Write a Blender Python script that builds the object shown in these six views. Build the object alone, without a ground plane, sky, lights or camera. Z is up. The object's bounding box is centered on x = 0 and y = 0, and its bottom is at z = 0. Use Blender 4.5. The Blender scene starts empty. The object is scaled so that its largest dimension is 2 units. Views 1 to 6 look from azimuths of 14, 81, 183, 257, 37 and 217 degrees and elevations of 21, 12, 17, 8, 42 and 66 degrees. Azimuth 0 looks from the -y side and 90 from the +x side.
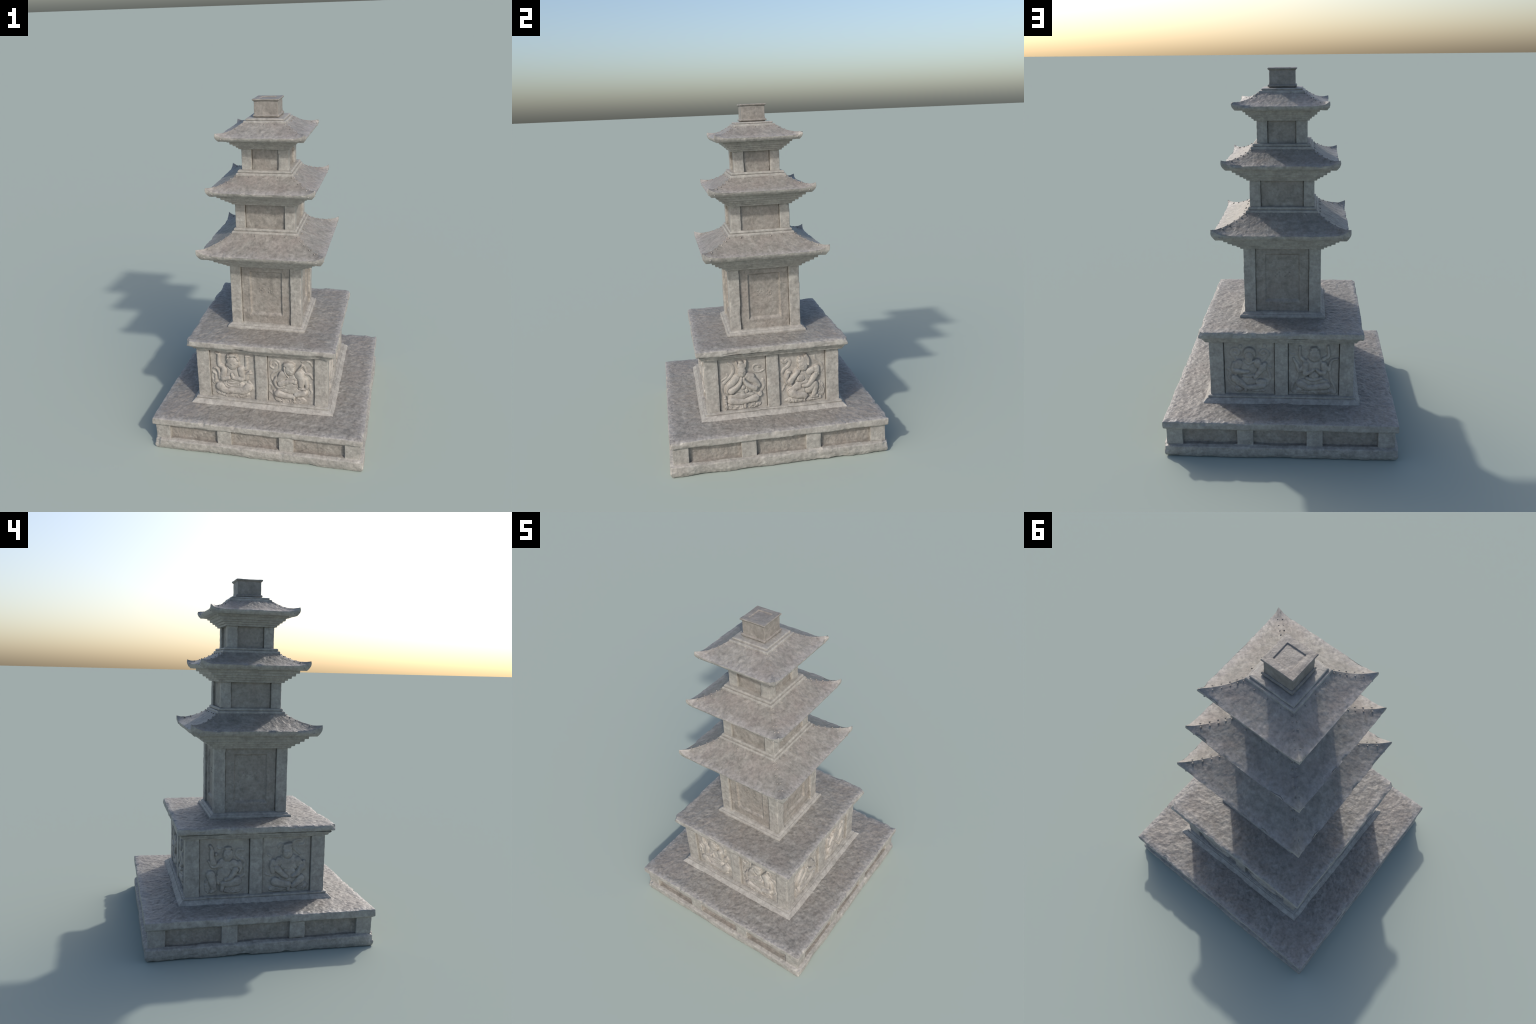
"""Three-storey carved granite pagoda on a two-tier pedestal.

Everything is described by sizes and rules: stepped square profiles swept round
the four sides (slabs, mouldings, eaves), upturned roof stones, corner posts,
recessed wall panels, and eight relief panels whose seated figures are built
from limbs and rounded masses laid on the panel.
All lengths are metres, z up; the relief figures are laid out in millimetres
from the top left corner of their panel.
"""
import math
import bpy
import numpy as np

rng = np.random.default_rng(7)

# ---------------------------------------------------------------- noise ----
_PERM = np.random.default_rng(11).permutation(256)
_PERM = np.concatenate([_PERM, _PERM, _PERM])
_VAL = np.random.default_rng(12).random(256) * 2.0 - 1.0


def value_noise(p):
    i = np.floor(p).astype(np.int64)
    f = p - i
    f = f * f * f * (f * (f * 6.0 - 15.0) + 10.0)
    i &= 255
    out = 0.0
    for dx in (0, 1):
        wx = f[:, 0] if dx else 1.0 - f[:, 0]
        a = _PERM[(i[:, 0] + dx) & 255]
        for dy in (0, 1):
            wy = wx * (f[:, 1] if dy else 1.0 - f[:, 1])
            b = _PERM[a + ((i[:, 1] + dy) & 255)]
            for dz in (0, 1):
                w = wy * (f[:, 2] if dz else 1.0 - f[:, 2])
                out = out + w * _VAL[_PERM[b + ((i[:, 2] + dz) & 255)]]
    return out


def fbm(p, freq, octaves=3, gain=0.5, shift=0.0):
    out = np.zeros(len(p))
    amp, total = 1.0, 0.0
    for o in range(octaves):
        out += amp * value_noise(p * freq + shift + 17.3 * o)
        total += amp
        amp *= gain
        freq *= 2.03
    return out / total


# ------------------------------------------------------------- materials ----
def ramp(nt, stops):
    n = nt.nodes.new("ShaderNodeValToRGB")
    e = n.color_ramp.elements
    while len(e) < len(stops):
        e.new(0.5)
    for el, (pos, col) in zip(e, stops):
        el.position = pos
        el.color = (*col, 1.0)
    return n


def noise_node(nt, coord, scale, detail, rough=0.55, distortion=0.0):
    n = nt.nodes.new("ShaderNodeTexNoise")
    n.inputs["Scale"].default_value = scale
    n.inputs["Detail"].default_value = detail
    n.inputs["Roughness"].default_value = rough
    n.inputs["Distortion"].default_value = distortion
    nt.links.new(coord, n.inputs["Vector"])
    return n


def mix_colour(nt, fac, a, b, mode="MIX"):
    n = nt.nodes.new("ShaderNodeMix")
    n.data_type = "RGBA"
    n.blend_type = mode
    n.clamp_factor = True
    for sock, v in (("Factor", fac), ("A", a), ("B", b)):
        idx = {"Factor": 0, "A": 6, "B": 7}[sock]
        if hasattr(v, "is_linked") or isinstance(v, bpy.types.NodeSocket):
            nt.links.new(v, n.inputs[idx])
        elif sock == "Factor":
            n.inputs[idx].default_value = v
        else:
            n.inputs[idx].default_value = (*v, 1.0)
    return n.outputs[2]


def granite(name, pale, mid, dark, warm, warm_amount=0.5, grain=0.5, rim=None, bump=0.35):
    """Weathered granite: cloudy patches, brownish stain, fine salt-and-pepper grain.
    rim = (half width, colour): paler worn band towards a slab's outer edge."""
    m = bpy.data.materials.new(name)
    m.use_nodes = True
    nt = m.node_tree
    bsdf = nt.nodes["Principled BSDF"]
    tc = nt.nodes.new("ShaderNodeTexCoord")
    co = tc.outputs["Object"]
    cloud = noise_node(nt, co, 22.0, 5.0, 0.55, 0.5)
    base = ramp(nt, [(0.30, dark), (0.50, mid), (0.68, pale)])
    nt.links.new(cloud.outputs["Fac"], base.inputs["Fac"])
    stain = noise_node(nt, co, 6.5, 4.0, 0.6, 0.4)
    sr = nt.nodes.new("ShaderNodeMapRange")
    sr.inputs["From Min"].default_value = 0.42
    sr.inputs["From Max"].default_value = 0.66
    sr.inputs["To Max"].default_value = warm_amount
    nt.links.new(stain.outputs["Fac"], sr.inputs["Value"])
    col = mix_colour(nt, sr.outputs["Result"], base.outputs["Color"], warm)
    if rim:
        half, rim_col = rim
        sep = nt.nodes.new("ShaderNodeSeparateXYZ")
        nt.links.new(co, sep.inputs[0])
        ab = []
        for ax in ("X", "Y"):
            a = nt.nodes.new("ShaderNodeMath")
            a.operation = "ABSOLUTE"
            nt.links.new(sep.outputs[ax], a.inputs[0])
            ab.append(a)
        mx = nt.nodes.new("ShaderNodeMath")
        mx.operation = "MAXIMUM"
        nt.links.new(ab[0].outputs[0], mx.inputs[0])
        nt.links.new(ab[1].outputs[0], mx.inputs[1])
        jit = nt.nodes.new("ShaderNodeMath")
        jit.operation = "MULTIPLY_ADD"
        jn = noise_node(nt, co, 30.0, 4.0)
        nt.links.new(jn.outputs["Fac"], jit.inputs[0])
        jit.inputs[1].default_value = 0.07
        nt.links.new(mx.outputs[0], jit.inputs[2])
        rr = nt.nodes.new("ShaderNodeMapRange")
        rr.inputs["From Min"].default_value = half - 0.045 + 0.035
        rr.inputs["From Max"].default_value = half + 0.004 + 0.035
        rr.inputs["To Max"].default_value = 0.75
        nt.links.new(jit.outputs[0], rr.inputs["Value"])
        col = mix_colour(nt, rr.outputs["Result"], col, rim_col)
    speck = noise_node(nt, co, 60.0, 5.0, 0.62, 0.3)
    spr = ramp(nt, [(0.30, (1 - grain,) * 3), (0.5, (0.93, 0.93, 0.93)), (0.72, (1.12, 1.12, 1.12))])
    nt.links.new(speck.outputs["Fac"], spr.inputs["Fac"])
    col = mix_colour(nt, 1.0, col, spr.outputs["Color"], "MULTIPLY")
    nt.links.new(col, bsdf.inputs["Base Color"])
    bsdf.inputs["Roughness"].default_value = 0.52
    bsdf.inputs["Specular IOR Level"].default_value = 0.5
    fine = noise_node(nt, co, 75.0, 6.0, 0.58, 0.4)
    b = nt.nodes.new("ShaderNodeBump")
    b.inputs["Strength"].default_value = bump
    b.inputs["Distance"].default_value = 0.006
    nt.links.new(fine.outputs["Fac"], b.inputs["Height"])
    nt.links.new(b.outputs["Normal"], bsdf.inputs["Normal"])
    return m


PALE = (0.385, 0.370, 0.340)
MID = (0.325, 0.312, 0.286)
DARK = (0.255, 0.245, 0.224)
WARM = (0.320, 0.288, 0.262)
MAT_STONE = granite("dressed_granite", PALE, MID, DARK, WARM, 0.35, 0.25)
MAT_WALL = granite("stained_wall_granite", (0.325, 0.305, 0.275), (0.265, 0.247, 0.222), (0.200, 0.185, 0.165),
                   (0.262, 0.232, 0.206), 0.7, 0.28)
MAT_RELIEF = granite("carved_granite", (0.39, 0.370, 0.338), (0.325, 0.306, 0.278), (0.26, 0.243, 0.220),
                     (0.318, 0.282, 0.252), 0.5, 0.2, bump=0.2)
TOP = ((0.300, 0.288, 0.264), (0.248, 0.236, 0.215), (0.192, 0.181, 0.164), (0.250, 0.222, 0.198))
RIM = (0.33, 0.318, 0.305)
MAT_LOWER_TOP = granite("weathered_lower_slab_top", *TOP, 0.55, 0.35, rim=(0.62, RIM), bump=0.3)
MAT_UPPER_TOP = granite("weathered_upper_slab_top", *TOP, 0.55, 0.35, rim=(0.44, RIM), bump=0.3)
ROOF = ((0.305, 0.291, 0.265), (0.250, 0.237, 0.214), (0.190, 0.179, 0.161), (0.264, 0.232, 0.212))
MAT_ROOF = [granite("weathered_roof_granite_" + w, *ROOF, 0.6, 0.3, rim=(h, (0.33, 0.315, 0.302)), bump=0.3)
            for w, h in (("broad", 0.365), ("middle", 0.305), ("small", 0.25))]
MAT_FINIAL = granite("brown_granite", (0.295, 0.274, 0.248), (0.245, 0.227, 0.204), (0.195, 0.179, 0.160),
                     (0.240, 0.212, 0.188), 0.5, 0.25)

# ------------------------------------------------------------- hierarchy ----
pagoda = bpy.data.objects.new("stone_pagoda", None)
pagoda.empty_display_size = 0.2
pagoda["label"] = "weathered grey granite three-storey pagoda with carved seated guardian reliefs"
pagoda["category"] = "stone pagoda"
bpy.context.scene.collection.objects.link(pagoda)


def add_mesh(name, verts, quads, mats, parent=pagoda, mat_index=None, normals=None):
    me = bpy.data.meshes.new(name)
    verts = np.asarray(verts, np.float32)
    quads = np.asarray(quads, np.int32)
    me.vertices.add(len(verts))
    me.vertices.foreach_set("co", verts.ravel())
    me.loops.add(quads.size)
    me.loops.foreach_set("vertex_index", quads.ravel())
    me.polygons.add(len(quads))
    me.polygons.foreach_set("loop_start", np.arange(0, quads.size, quads.shape[1], dtype=np.int32))
    me.polygons.foreach_set("use_smooth", np.ones(len(quads), bool))
    for m in (mats if isinstance(mats, (list, tuple)) else [mats]):
        me.materials.append(m)
    if mat_index is not None:
        me.polygons.foreach_set("material_index", np.asarray(mat_index, np.int32))
    me.update(calc_edges=True)
    me.validate()
    if normals is not None:
        me.normals_split_custom_set_from_vertices(normals.astype(np.float32).tolist())
    ob = bpy.data.objects.new(name, me)
    bpy.context.scene.collection.objects.link(ob)
    ob.parent = parent
    return ob


def vertex_normals(v, q):
    n = np.zeros_like(v)
    d1 = v[q[:, 2]] - v[q[:, 0]]
    d2 = v[q[:, 3]] - v[q[:, 1]]
    fn = np.cross(d1, d2)
    for k in range(4):
        for a in range(3):
            n[:, a] += np.bincount(q[:, k], fn[:, a], len(v))
    return n / np.maximum(np.linalg.norm(n, axis=1, keepdims=True), 1e-12)


# ------------------------------------------------- swept square profiles ----
def fillet(points, step=0.003):
    """Profile corners (offset, z, radius[, tag]) -> dense polyline with rounded corners.
    Returns offset/z array, an edge weight per point and the tag of each segment."""
    pts = [np.array(p[:2], float) for p in points]
    rad = [p[2] if len(p) > 2 else 0.0 for p in points]
    tag = [p[3] if len(p) > 3 else 0 for p in points]
    out, edge, tags = [], [], []
    for i, p in enumerate(pts):
        r = rad[i]
        if 0 < i < len(pts) - 1 and r > 0:
            a, b = pts[i - 1] - p, pts[i + 1] - p
            la, lb = np.linalg.norm(a), np.linalg.norm(b)
            d = min(r, 0.45 * la, 0.45 * lb)
            p0, p1 = p + a / la * d, p + b / lb * d
            n = 5
            for k in range(n):
                t = k / (n - 1)
                out.append((1 - t) ** 2 * p0 + 2 * t * (1 - t) * p + t * t * p1)
                edge.append(1.0 - abs(2 * t - 1) * 0.6)
                tags.append(tag[i] if k >= n // 2 else tag[i - 1])
        else:
            out.append(p)
            edge.append(0.5)
            tags.append(tag[i])
    dense, tg, at, corners = [out[0]], [], [0.0], []
    for i, p in enumerate(pts[1:-1], 1):
        if rad[i] >= 0.001:
            corners.append((p, max(0.0028, 0.9 * rad[i])))
    for i in range(len(out) - 1):
        seg = np.linalg.norm(out[i + 1] - out[i])
        n = max(1, int(math.ceil(seg / step)))
        for k in range(1, n + 1):
            t = k / n
            dense.append(out[i] * (1 - t) + out[i + 1] * t)
            tg.append(tags[i])
    dense = np.array(dense)
    w, wide = np.zeros(len(dense)), np.zeros(len(dense))
    for p, sigma in corners:
        d2 = np.sum((dense - p) ** 2, 1)
        w = np.maximum(w, np.exp(-d2 / (1.6 * sigma ** 2)))
        wide = np.maximum(wide, np.exp(-d2 / (2.0 * (sigma * 2.2) ** 2)))
    return dense, w, wide, np.array(tg)


def side_positions(length, step, rc):
    n = max(2, int(length / step))
    s = np.linspace(-1, 1, n + 1)
    k = 2.0 / length
    near = np.array([0.25, 0.55, 0.85, 1.2]) * rc * k
    s = np.concatenate([s[(s > -1 + 1.6 * rc * k) & (s < 1 - 1.6 * rc * k)], -1 + near, 1 - near, [-1.0]])
    return np.unique(s)


def rect_loft(name, cx, cy, hx, hy, profile, mats, step=0.004, rc=0.004, pstep=0.003, rough=0.0012, chip=0.004,
              wave=0.002, seed=0.0, top_rough=0.0, parent=pagoda, fine=0.0, twist=None, bites=()):
    """Sweep a profile of (outward offset, z) round a rectangle, then weather it:
    slow waves, tooled roughness and chipped arrises."""
    prof, edge, wide, tags = fillet(profile, pstep)
    ext = np.max(prof[:, 0])
    sx = side_positions(2 * (hx + ext), step, rc)
    sy = side_positions(2 * (hy + ext), step, rc)
    a, b = [], []
    for s, k in ((sx, 0), (sy, 1), (sx, 2), (sy, 3)):
        o = np.ones_like(s)
        a += [(s, o, -s, -o)[k]]
        b += [(-o, s, o, -s)[k]]
    a, b = np.concatenate(a), np.concatenate(b)
    ex = hx + prof[:, 0][:, None]
    ey = hy + prof[:, 0][:, None]
    x, y = a[None] * ex, b[None] * ey
    lim = np.minimum(rc, np.minimum(ex, ey) * 0.98)
    qx, qy = np.clip(x, -(ex - lim), ex - lim), np.clip(y, -(ey - lim), ey - lim)
    dx, dy = x - qx, y - qy
    dl = np.hypot(dx, dy)
    f = np.minimum(1.0, lim / np.maximum(dl, 1e-9))
    x, y = qx + dx * f, qy + dy * f
    nr, nc = x.shape
    z = np.repeat(prof[:, 1][:, None], nc, 1)
    v = np.stack([x + cx, y + cy, z], -1).reshape(-1, 3)
    r, c = np.meshgrid(np.arange(nr - 1), np.arange(nc), indexing="ij")
    c2 = (c + 1) % nc
    q = np.stack([r * nc + c, r * nc + c2, (r + 1) * nc + c2, (r + 1) * nc + c], -1).reshape(-1, 4)
    mi = np.repeat(tags, nc)
    n = vertex_normals(v, q)
    w = np.repeat(edge, nc)
    # plan corners are arrises as well
    da = np.minimum(ex * (1 - np.abs(a)), 1.0) + ey * (1 - np.abs(b))
    plan = np.clip(1 - da.reshape(-1) / 0.012, 0, 1)
    side = 1 - np.abs(n[:, 2])
    w = np.clip(w + plan * side, 0, 1.3)
    ww = np.clip(np.repeat(wide, nc) + plan * side, 0, 1.2)
    d = wave * fbm(v, 7.0, 2, shift=seed) + rough * fbm(v, 60.0, 3, shift=seed + 5)
    if fine:
        d += fine * fbm(v, 170.0, 2, shift=seed + 3)
    if top_rough:
        up = np.clip((n[:, 2] - 0.6) / 0.3, 0, 1)
        d += up * top_rough * (fbm(v, 42.0, 4, 0.6, shift=seed + 9) + 0.5 * fbm(v, 11.0, 2, shift=seed + 2))
    ch = fbm(v, 22.0, 3, shift=seed + 31)
    ch2 = fbm(v, 9.0, 2, shift=seed + 47)
    d -= chip * (w * np.clip(ch - 0.05, 0, 1) * 0.9 + ww * np.clip(ch2 - 0.25, 0, 1) * 2.2)
    v = v + n * d[:, None]
    for bx, by, bz, reach, deep in bites:
        off = v - np.array([bx, by, bz])
        ragged = reach * (1 + 0.35 * fbm(v, 45.0, 2, shift=seed + 60))
        k = np.clip(1 - np.sum(off ** 2, 1) / ragged ** 2, 0, 1) ** 1.5
        to = np.array([-bx, -by, -0.35 * math.hypot(bx, by)])
        to[:2] *= np.array([abs(bx) > 0.9 * abs(by), abs(by) > 0.9 * abs(bx)])
        v = v + (to / np.linalg.norm(to)) * (deep * k)[:, None]
    if twist:
        v = twist(v)
    return add_mesh(name, v, q, mats, parent, mi)


def square(name, profile, mats, **k):
    return rect_loft(name, 0, 0, 0, 0, profile, mats, **k)


# faces seen from outside: outward normal and rightward direction
FACES = (((0, -1, 0), (1, 0, 0)), ((1, 0, 0), (0, 1, 0)), ((0, 1, 0), (-1, 0, 0)), ((-1, 0, 0), (0, -1, 0)))


def face_grid(face, u0, u1, z0, z1, depth, step, height):
    """Grid on a side face; height(u, z, points) gives the relief; closed at rim and back."""
    n, r = np.array(FACES[face][0], float), np.array(FACES[face][1], float)
    us = np.linspace(u0, u1, int((u1 - u0) / step) + 1)
    zs = np.linspace(z1, z0, int((z1 - z0) / step) + 1)
    U, Z = np.meshgrid(us, zs)
    P = U[..., None] * r + Z[..., None] * np.array([0, 0, 1.0])
    flat = P.reshape(-1, 3) + depth * n
    h = height(U.ravel(), Z.ravel(), flat)
    v = flat + h[:, None] * n
    nz, nu = U.shape
    i, j = np.meshgrid(np.arange(nz - 1), np.arange(nu - 1), indexing="ij")
    q = np.stack([i * nu + j, (i + 1) * nu + j, (i + 1) * nu + j + 1, i * nu + j + 1], -1).reshape(-1, 4)
    # rim and back close the slab
    ring = np.concatenate([np.arange(nu), np.arange(1, nz) * nu + nu - 1, (nz - 1) * nu + np.arange(nu - 2, -1, -1),
                           np.arange(nz - 2, 0, -1) * nu])
    back = flat[ring] - 0.02 * n
    k = len(v)
    m = len(ring)
    idx = np.arange(m)
    nxt = (idx + 1) % m
    rim = np.stack([ring[idx], ring[nxt], k + nxt, k + idx], -1)
    corners = np.array([[k, k + nu - 1, k + nu + nz - 2, k + 2 * nu + nz - 3]])
    return np.concatenate([v, back]), q, np.concatenate([rim, corners]), (nz, nu)


# --------------------------------------------------------- relief figures ----
class Carving:
    """Height field of one relief panel (millimetres, origin top left)."""

    def __init__(self, x, y):
        self.x, self.y = x, y
        self.h = np.zeros_like(x)
        self.tag = np.zeros(x.shape, int)
        self.labels = ["relief_panel"]

    def _put(self, label, field, inside):
        if label not in self.labels:
            self.labels.append(label)
        k = self.labels.index(label)
        m = inside & (field > self.h - 0.02)
        self.h = np.where(m, field, self.h)
        self.tag = np.where(m, k, self.tag)

    def _moat(self, dist, base):
        """Cut a narrow trench into what is already there, round the part that goes on top."""
        ring = np.clip(1 - np.abs(dist - 1.2) / 2.6, 0, 1) * (self.h < base + 0.25)
        self.h = np.maximum(self.h - 0.21 * ring, np.minimum(self.h, 0.0))

    def blob(self, label, cx, cy, rx, ry, base, height):
        q = ((self.x - cx) / rx) ** 2 + ((self.y - cy) / ry) ** 2
        dome = np.clip(1 - q, 0, 1) ** 0.5
        rise = np.clip((1 - np.sqrt(q)) * min(rx, ry) / 2.2, 0, 1)
        self._moat((np.sqrt(q) - 1) * min(rx, ry), base)
        self._put(label, base * rise + height * dome, q < 1)

    def limb(self, label, pts, r0, r1, base, height):
        pts = smooth_path(pts)
        n = len(pts) - 1
        best = np.full(self.x.shape, 9.0)
        rad = np.full(self.x.shape, 1.0)
        for i in range(n):
            (ax, ay), (bx, by) = pts[i], pts[i + 1]
            dx, dy = bx - ax, by - ay
            t = np.clip(((self.x - ax) * dx + (self.y - ay) * dy) / (dx * dx + dy * dy + 1e-9), 0, 1)
            r = r0 + (r1 - r0) * (i + t) / n
            d = np.hypot(self.x - ax - t * dx, self.y - ay - t * dy) / r
            m = d < best
            best = np.where(m, d, best)
            rad = np.where(m, r, rad)
        rise = np.clip((1 - best) * rad / 2.2, 0, 1)
        if label.startswith("scarf"):  # ribbons lie low behind the figure
            base, height = 0.6 * base, 0.65 * height
        else:
            self._moat((best - 1) * rad, base)
        self._put(label, base * rise + height * np.clip(1 - best ** 2, 0, 1) ** 0.5, best < 1)


def smooth_path(pts, n=4):
    """Catmull-Rom through the given points."""
    p = np.array(pts, float)
    if len(p) < 3:
        return p
    p = np.vstack([2 * p[0] - p[1], p, 2 * p[-1] - p[-2]])
    out = []
    for i in range(1, len(p) - 2):
        for k in range(n):
            t = k / n
            out.append(0.5 * (2 * p[i] + (p[i + 1] - p[i - 1]) * t + (2 * p[i - 1] - 5 * p[i] + 4 * p[i + 1] - p[i + 2]) * t * t
                              + (3 * p[i] - p[i - 1] - 3 * p[i + 1] + p[i + 2]) * t ** 3))
    out.append(p[-2])
    return np.array(out)


def eight_armed_guardian(c):
    c.blob('cloud_seat', 137, 297, 108, 31, 0.12, 0.3)
    c.blob('torso', 142, 166, 64, 80, 0.25, 0.4)
    c.blob('leg', 139, 243, 95, 34, 0.3, 0.3)
    c.limb('torso', [(109, 213), (140, 216), (176, 207)], 6, 6, 0.55, 0.1)
    c.limb('torso', [(109, 232), (139, 239), (175, 228)], 6, 6, 0.57, 0.1)
    c.limb('leg', [(57, 250), (81, 273), (111, 278)], 30, 19, 0.35, 0.5)
    c.limb('leg#2', [(234, 245), (207, 269), (151, 274), (116, 274)], 29, 18, 0.38, 0.5)
    c.limb('leg#2', [(107, 279), (104, 294)], 13, 9, 0.4, 0.35)
    c.blob('head', 144, 51, 41, 34, 0.45, 0.35)
    c.blob('head', 142, 77, 35, 45, 0.5, 0.5)
    c.blob('head', 142, 20, 28, 13, 0.5, 0.35)
    c.blob('head', 117, 26, 11, 11, 0.5, 0.35)
    c.blob('head', 165, 23, 11, 11, 0.5, 0.35)
    c.blob('head', 108, 86, 7, 14, 0.5, 0.25)
    c.blob('head', 177, 77, 8, 16, 0.5, 0.25)
    c.limb('arm', [(87, 126), (77, 186)], 20, 18, 0.4, 0.45)
    c.limb('arm', [(78, 191), (117, 179)], 17, 14, 0.5, 0.42)
    c.limb('arm#2', [(192, 115), (203, 175)], 22, 19, 0.4, 0.45)
    c.limb('arm#2', [(200, 180), (148, 179), (136, 153)], 18, 11, 0.5, 0.45)
    c.limb('arm#3', [(84, 113), (55, 92), (56, 23)], 16, 11, 0.2, 0.35)
    c.limb('arm#3', [(57, 19), (32, 13)], 9, 4, 0.2, 0.2)
    c.limb('arm#4', [(59, 190), (54, 150), (39, 123), (21, 122)], 14, 6, 0.2, 0.33)
    c.limb('arm#5', [(28, 219), (30, 170), (14, 154)], 11, 6, 0.12, 0.22)
    c.limb('arm#6', [(204, 104), (226, 109), (229, 78), (229, 28)], 13, 10, 0.12, 0.25)
    c.limb('arm#6', [(228, 24), (249, 23)], 10, 4, 0.12, 0.2)
    c.limb('arm#7', [(226, 183), (228, 152), (248, 130)], 13, 8, 0.2, 0.3)
    c.limb('arm#7', [(238, 143), (260, 142)], 9, 4, 0.18, 0.2)
    c.limb('scarf', [(240, 205), (259, 235), (261, 255)], 10, 6, 0.1, 0.22)
    c.limb('scarf#2', [(11, 208), (17, 234), (38, 221)], 9, 6, 0.1, 0.2)

def musician_guardian(c):
    c.blob('cloud_seat', 142, 304, 93, 32, 0.12, 0.28)
    c.blob('torso', 139, 174, 63, 84, 0.25, 0.4)
    c.blob('leg', 136, 239, 84, 28, 0.28, 0.3)
    c.limb('leg', [(62, 264), (108, 274), (157, 275)], 26, 16, 0.38, 0.5)
    c.limb('leg#2', [(220, 245), (172, 262)], 22, 17, 0.36, 0.5)
    c.limb('leg', [(158, 274), (160, 298)], 12, 8, 0.4, 0.4)
    c.limb('cloud_seat', [(39, 252), (48, 299), (71, 316)], 11, 11, 0.15, 0.25)
    c.blob('head', 136, 84, 32, 44, 0.5, 0.48)
    c.blob('head', 131, 53, 38, 21, 0.55, 0.42)
    c.limb('head', [(102, 70), (106, 105), (127, 140)], 7, 5, 0.5, 0.3)
    c.limb('arm', [(93, 128), (75, 166), (75, 187)], 28, 21, 0.35, 0.42)
    c.limb('arm', [(77, 191), (113, 176), (152, 165)], 21, 13, 0.5, 0.45)
    c.limb('arm', [(54, 154), (41, 183), (60, 218), (96, 211)], 13, 10, 0.25, 0.4)
    c.limb('arm#2', [(193, 118), (207, 149), (205, 189)], 29, 20, 0.38, 0.48)
    c.limb('arm#2', [(229, 146), (237, 178), (233, 211), (194, 214)], 14, 10, 0.25, 0.42)
    c.blob('arm#2', 167, 172, 15, 16, 0.5, 0.4)
    c.limb('staff', [(169, 113), (209, 52)], 8, 7, 0.3, 0.35)
    c.limb('scarf', [(34, 62), (47, 53), (56, 70), (40, 91), (15, 80), (19, 46), (47, 32), (72, 58), (68, 96), (35, 120), (20, 150), (26, 175)], 7, 8, 0.06, 0.2)
    c.limb('scarf#2', [(208, 28), (232, 18), (257, 30), (270, 51)], 7, 7, 0.06, 0.18)
    c.limb('scarf#2', [(197, 85), (223, 109), (257, 113), (273, 139)], 10, 8, 0.12, 0.25)
    c.limb('scarf#2', [(219, 57), (227, 74), (233, 96)], 8, 6, 0.06, 0.18)
    c.limb('scarf#3', [(258, 186), (258, 216), (269, 240), (250, 270)], 8, 7, 0.06, 0.2)
    c.limb('scarf#4', [(11, 204), (28, 220), (21, 236)], 9, 7, 0.06, 0.18)
    c.limb('scarf#4', [(14, 260), (31, 278)], 8, 6, 0.06, 0.16)

def praying_guardian(c):
    c.blob('cloud_seat', 135, 300, 112, 32, 0.12, 0.3)
    c.blob('torso', 138, 181, 62, 73, 0.22, 0.36)
    c.limb('torso', [(104, 128), (146, 118), (192, 126)], 26, 26, 0.34, 0.34)
    c.blob('leg', 137, 245, 87, 28, 0.28, 0.3)
    c.limb('leg', [(65, 265), (104, 274), (148, 276)], 24, 17, 0.38, 0.5)
    c.limb('leg#2', [(214, 260), (180, 268), (153, 274)], 24, 17, 0.38, 0.5)
    c.limb('leg', [(148, 279), (150, 311)], 13, 9, 0.36, 0.38)
    c.limb('cloud_seat', [(29, 242), (33, 309)], 12, 11, 0.15, 0.28)
    c.blob('leg#2', 242, 239, 16, 19, 0.25, 0.35)
    c.blob('torso', 141, 185, 14, 15, 0.5, 0.2)
    c.blob('torso', 160, 211, 12, 14, 0.45, 0.16)
    c.blob('head', 135, 84, 29, 37, 0.52, 0.46)
    c.blob('head', 136, 48, 30, 26, 0.5, 0.36)
    c.limb('head', [(108, 25), (117, 57)], 6, 10, 0.45, 0.3)
    c.limb('head', [(163, 22), (158, 52)], 8, 10, 0.45, 0.3)
    c.blob('head', 133, 28, 16, 13, 0.5, 0.36)
    c.limb('arm', [(96, 136), (59, 171), (50, 202)], 23, 20, 0.3, 0.42)
    c.limb('arm', [(70, 203), (104, 181), (126, 151), (132, 128)], 21, 10, 0.5, 0.48)
    c.limb('arm#2', [(178, 130), (213, 154), (228, 181)], 22, 20, 0.32, 0.42)
    c.limb('arm#2', [(211, 196), (178, 177), (152, 149), (147, 129)], 20, 9, 0.5, 0.46)
    c.limb('scarf', [(62, 27), (82, 45), (88, 73), (77, 104), (51, 129), (28, 152)], 8, 10, 0.08, 0.22)
    c.limb('scarf', [(50, 99), (47, 115), (15, 135)], 7, 6, 0.06, 0.16)
    c.limb('scarf#2', [(239, 69), (250, 66), (232, 53), (210, 60), (205, 80), (217, 97), (242, 102), (270, 91)], 7, 6, 0.06, 0.18)
    c.limb('scarf#3', [(263, 152), (268, 189), (250, 220)], 9, 9, 0.06, 0.2)
    c.limb('scarf#4', [(15, 167), (15, 204), (26, 234)], 8, 7, 0.05, 0.16)

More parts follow.
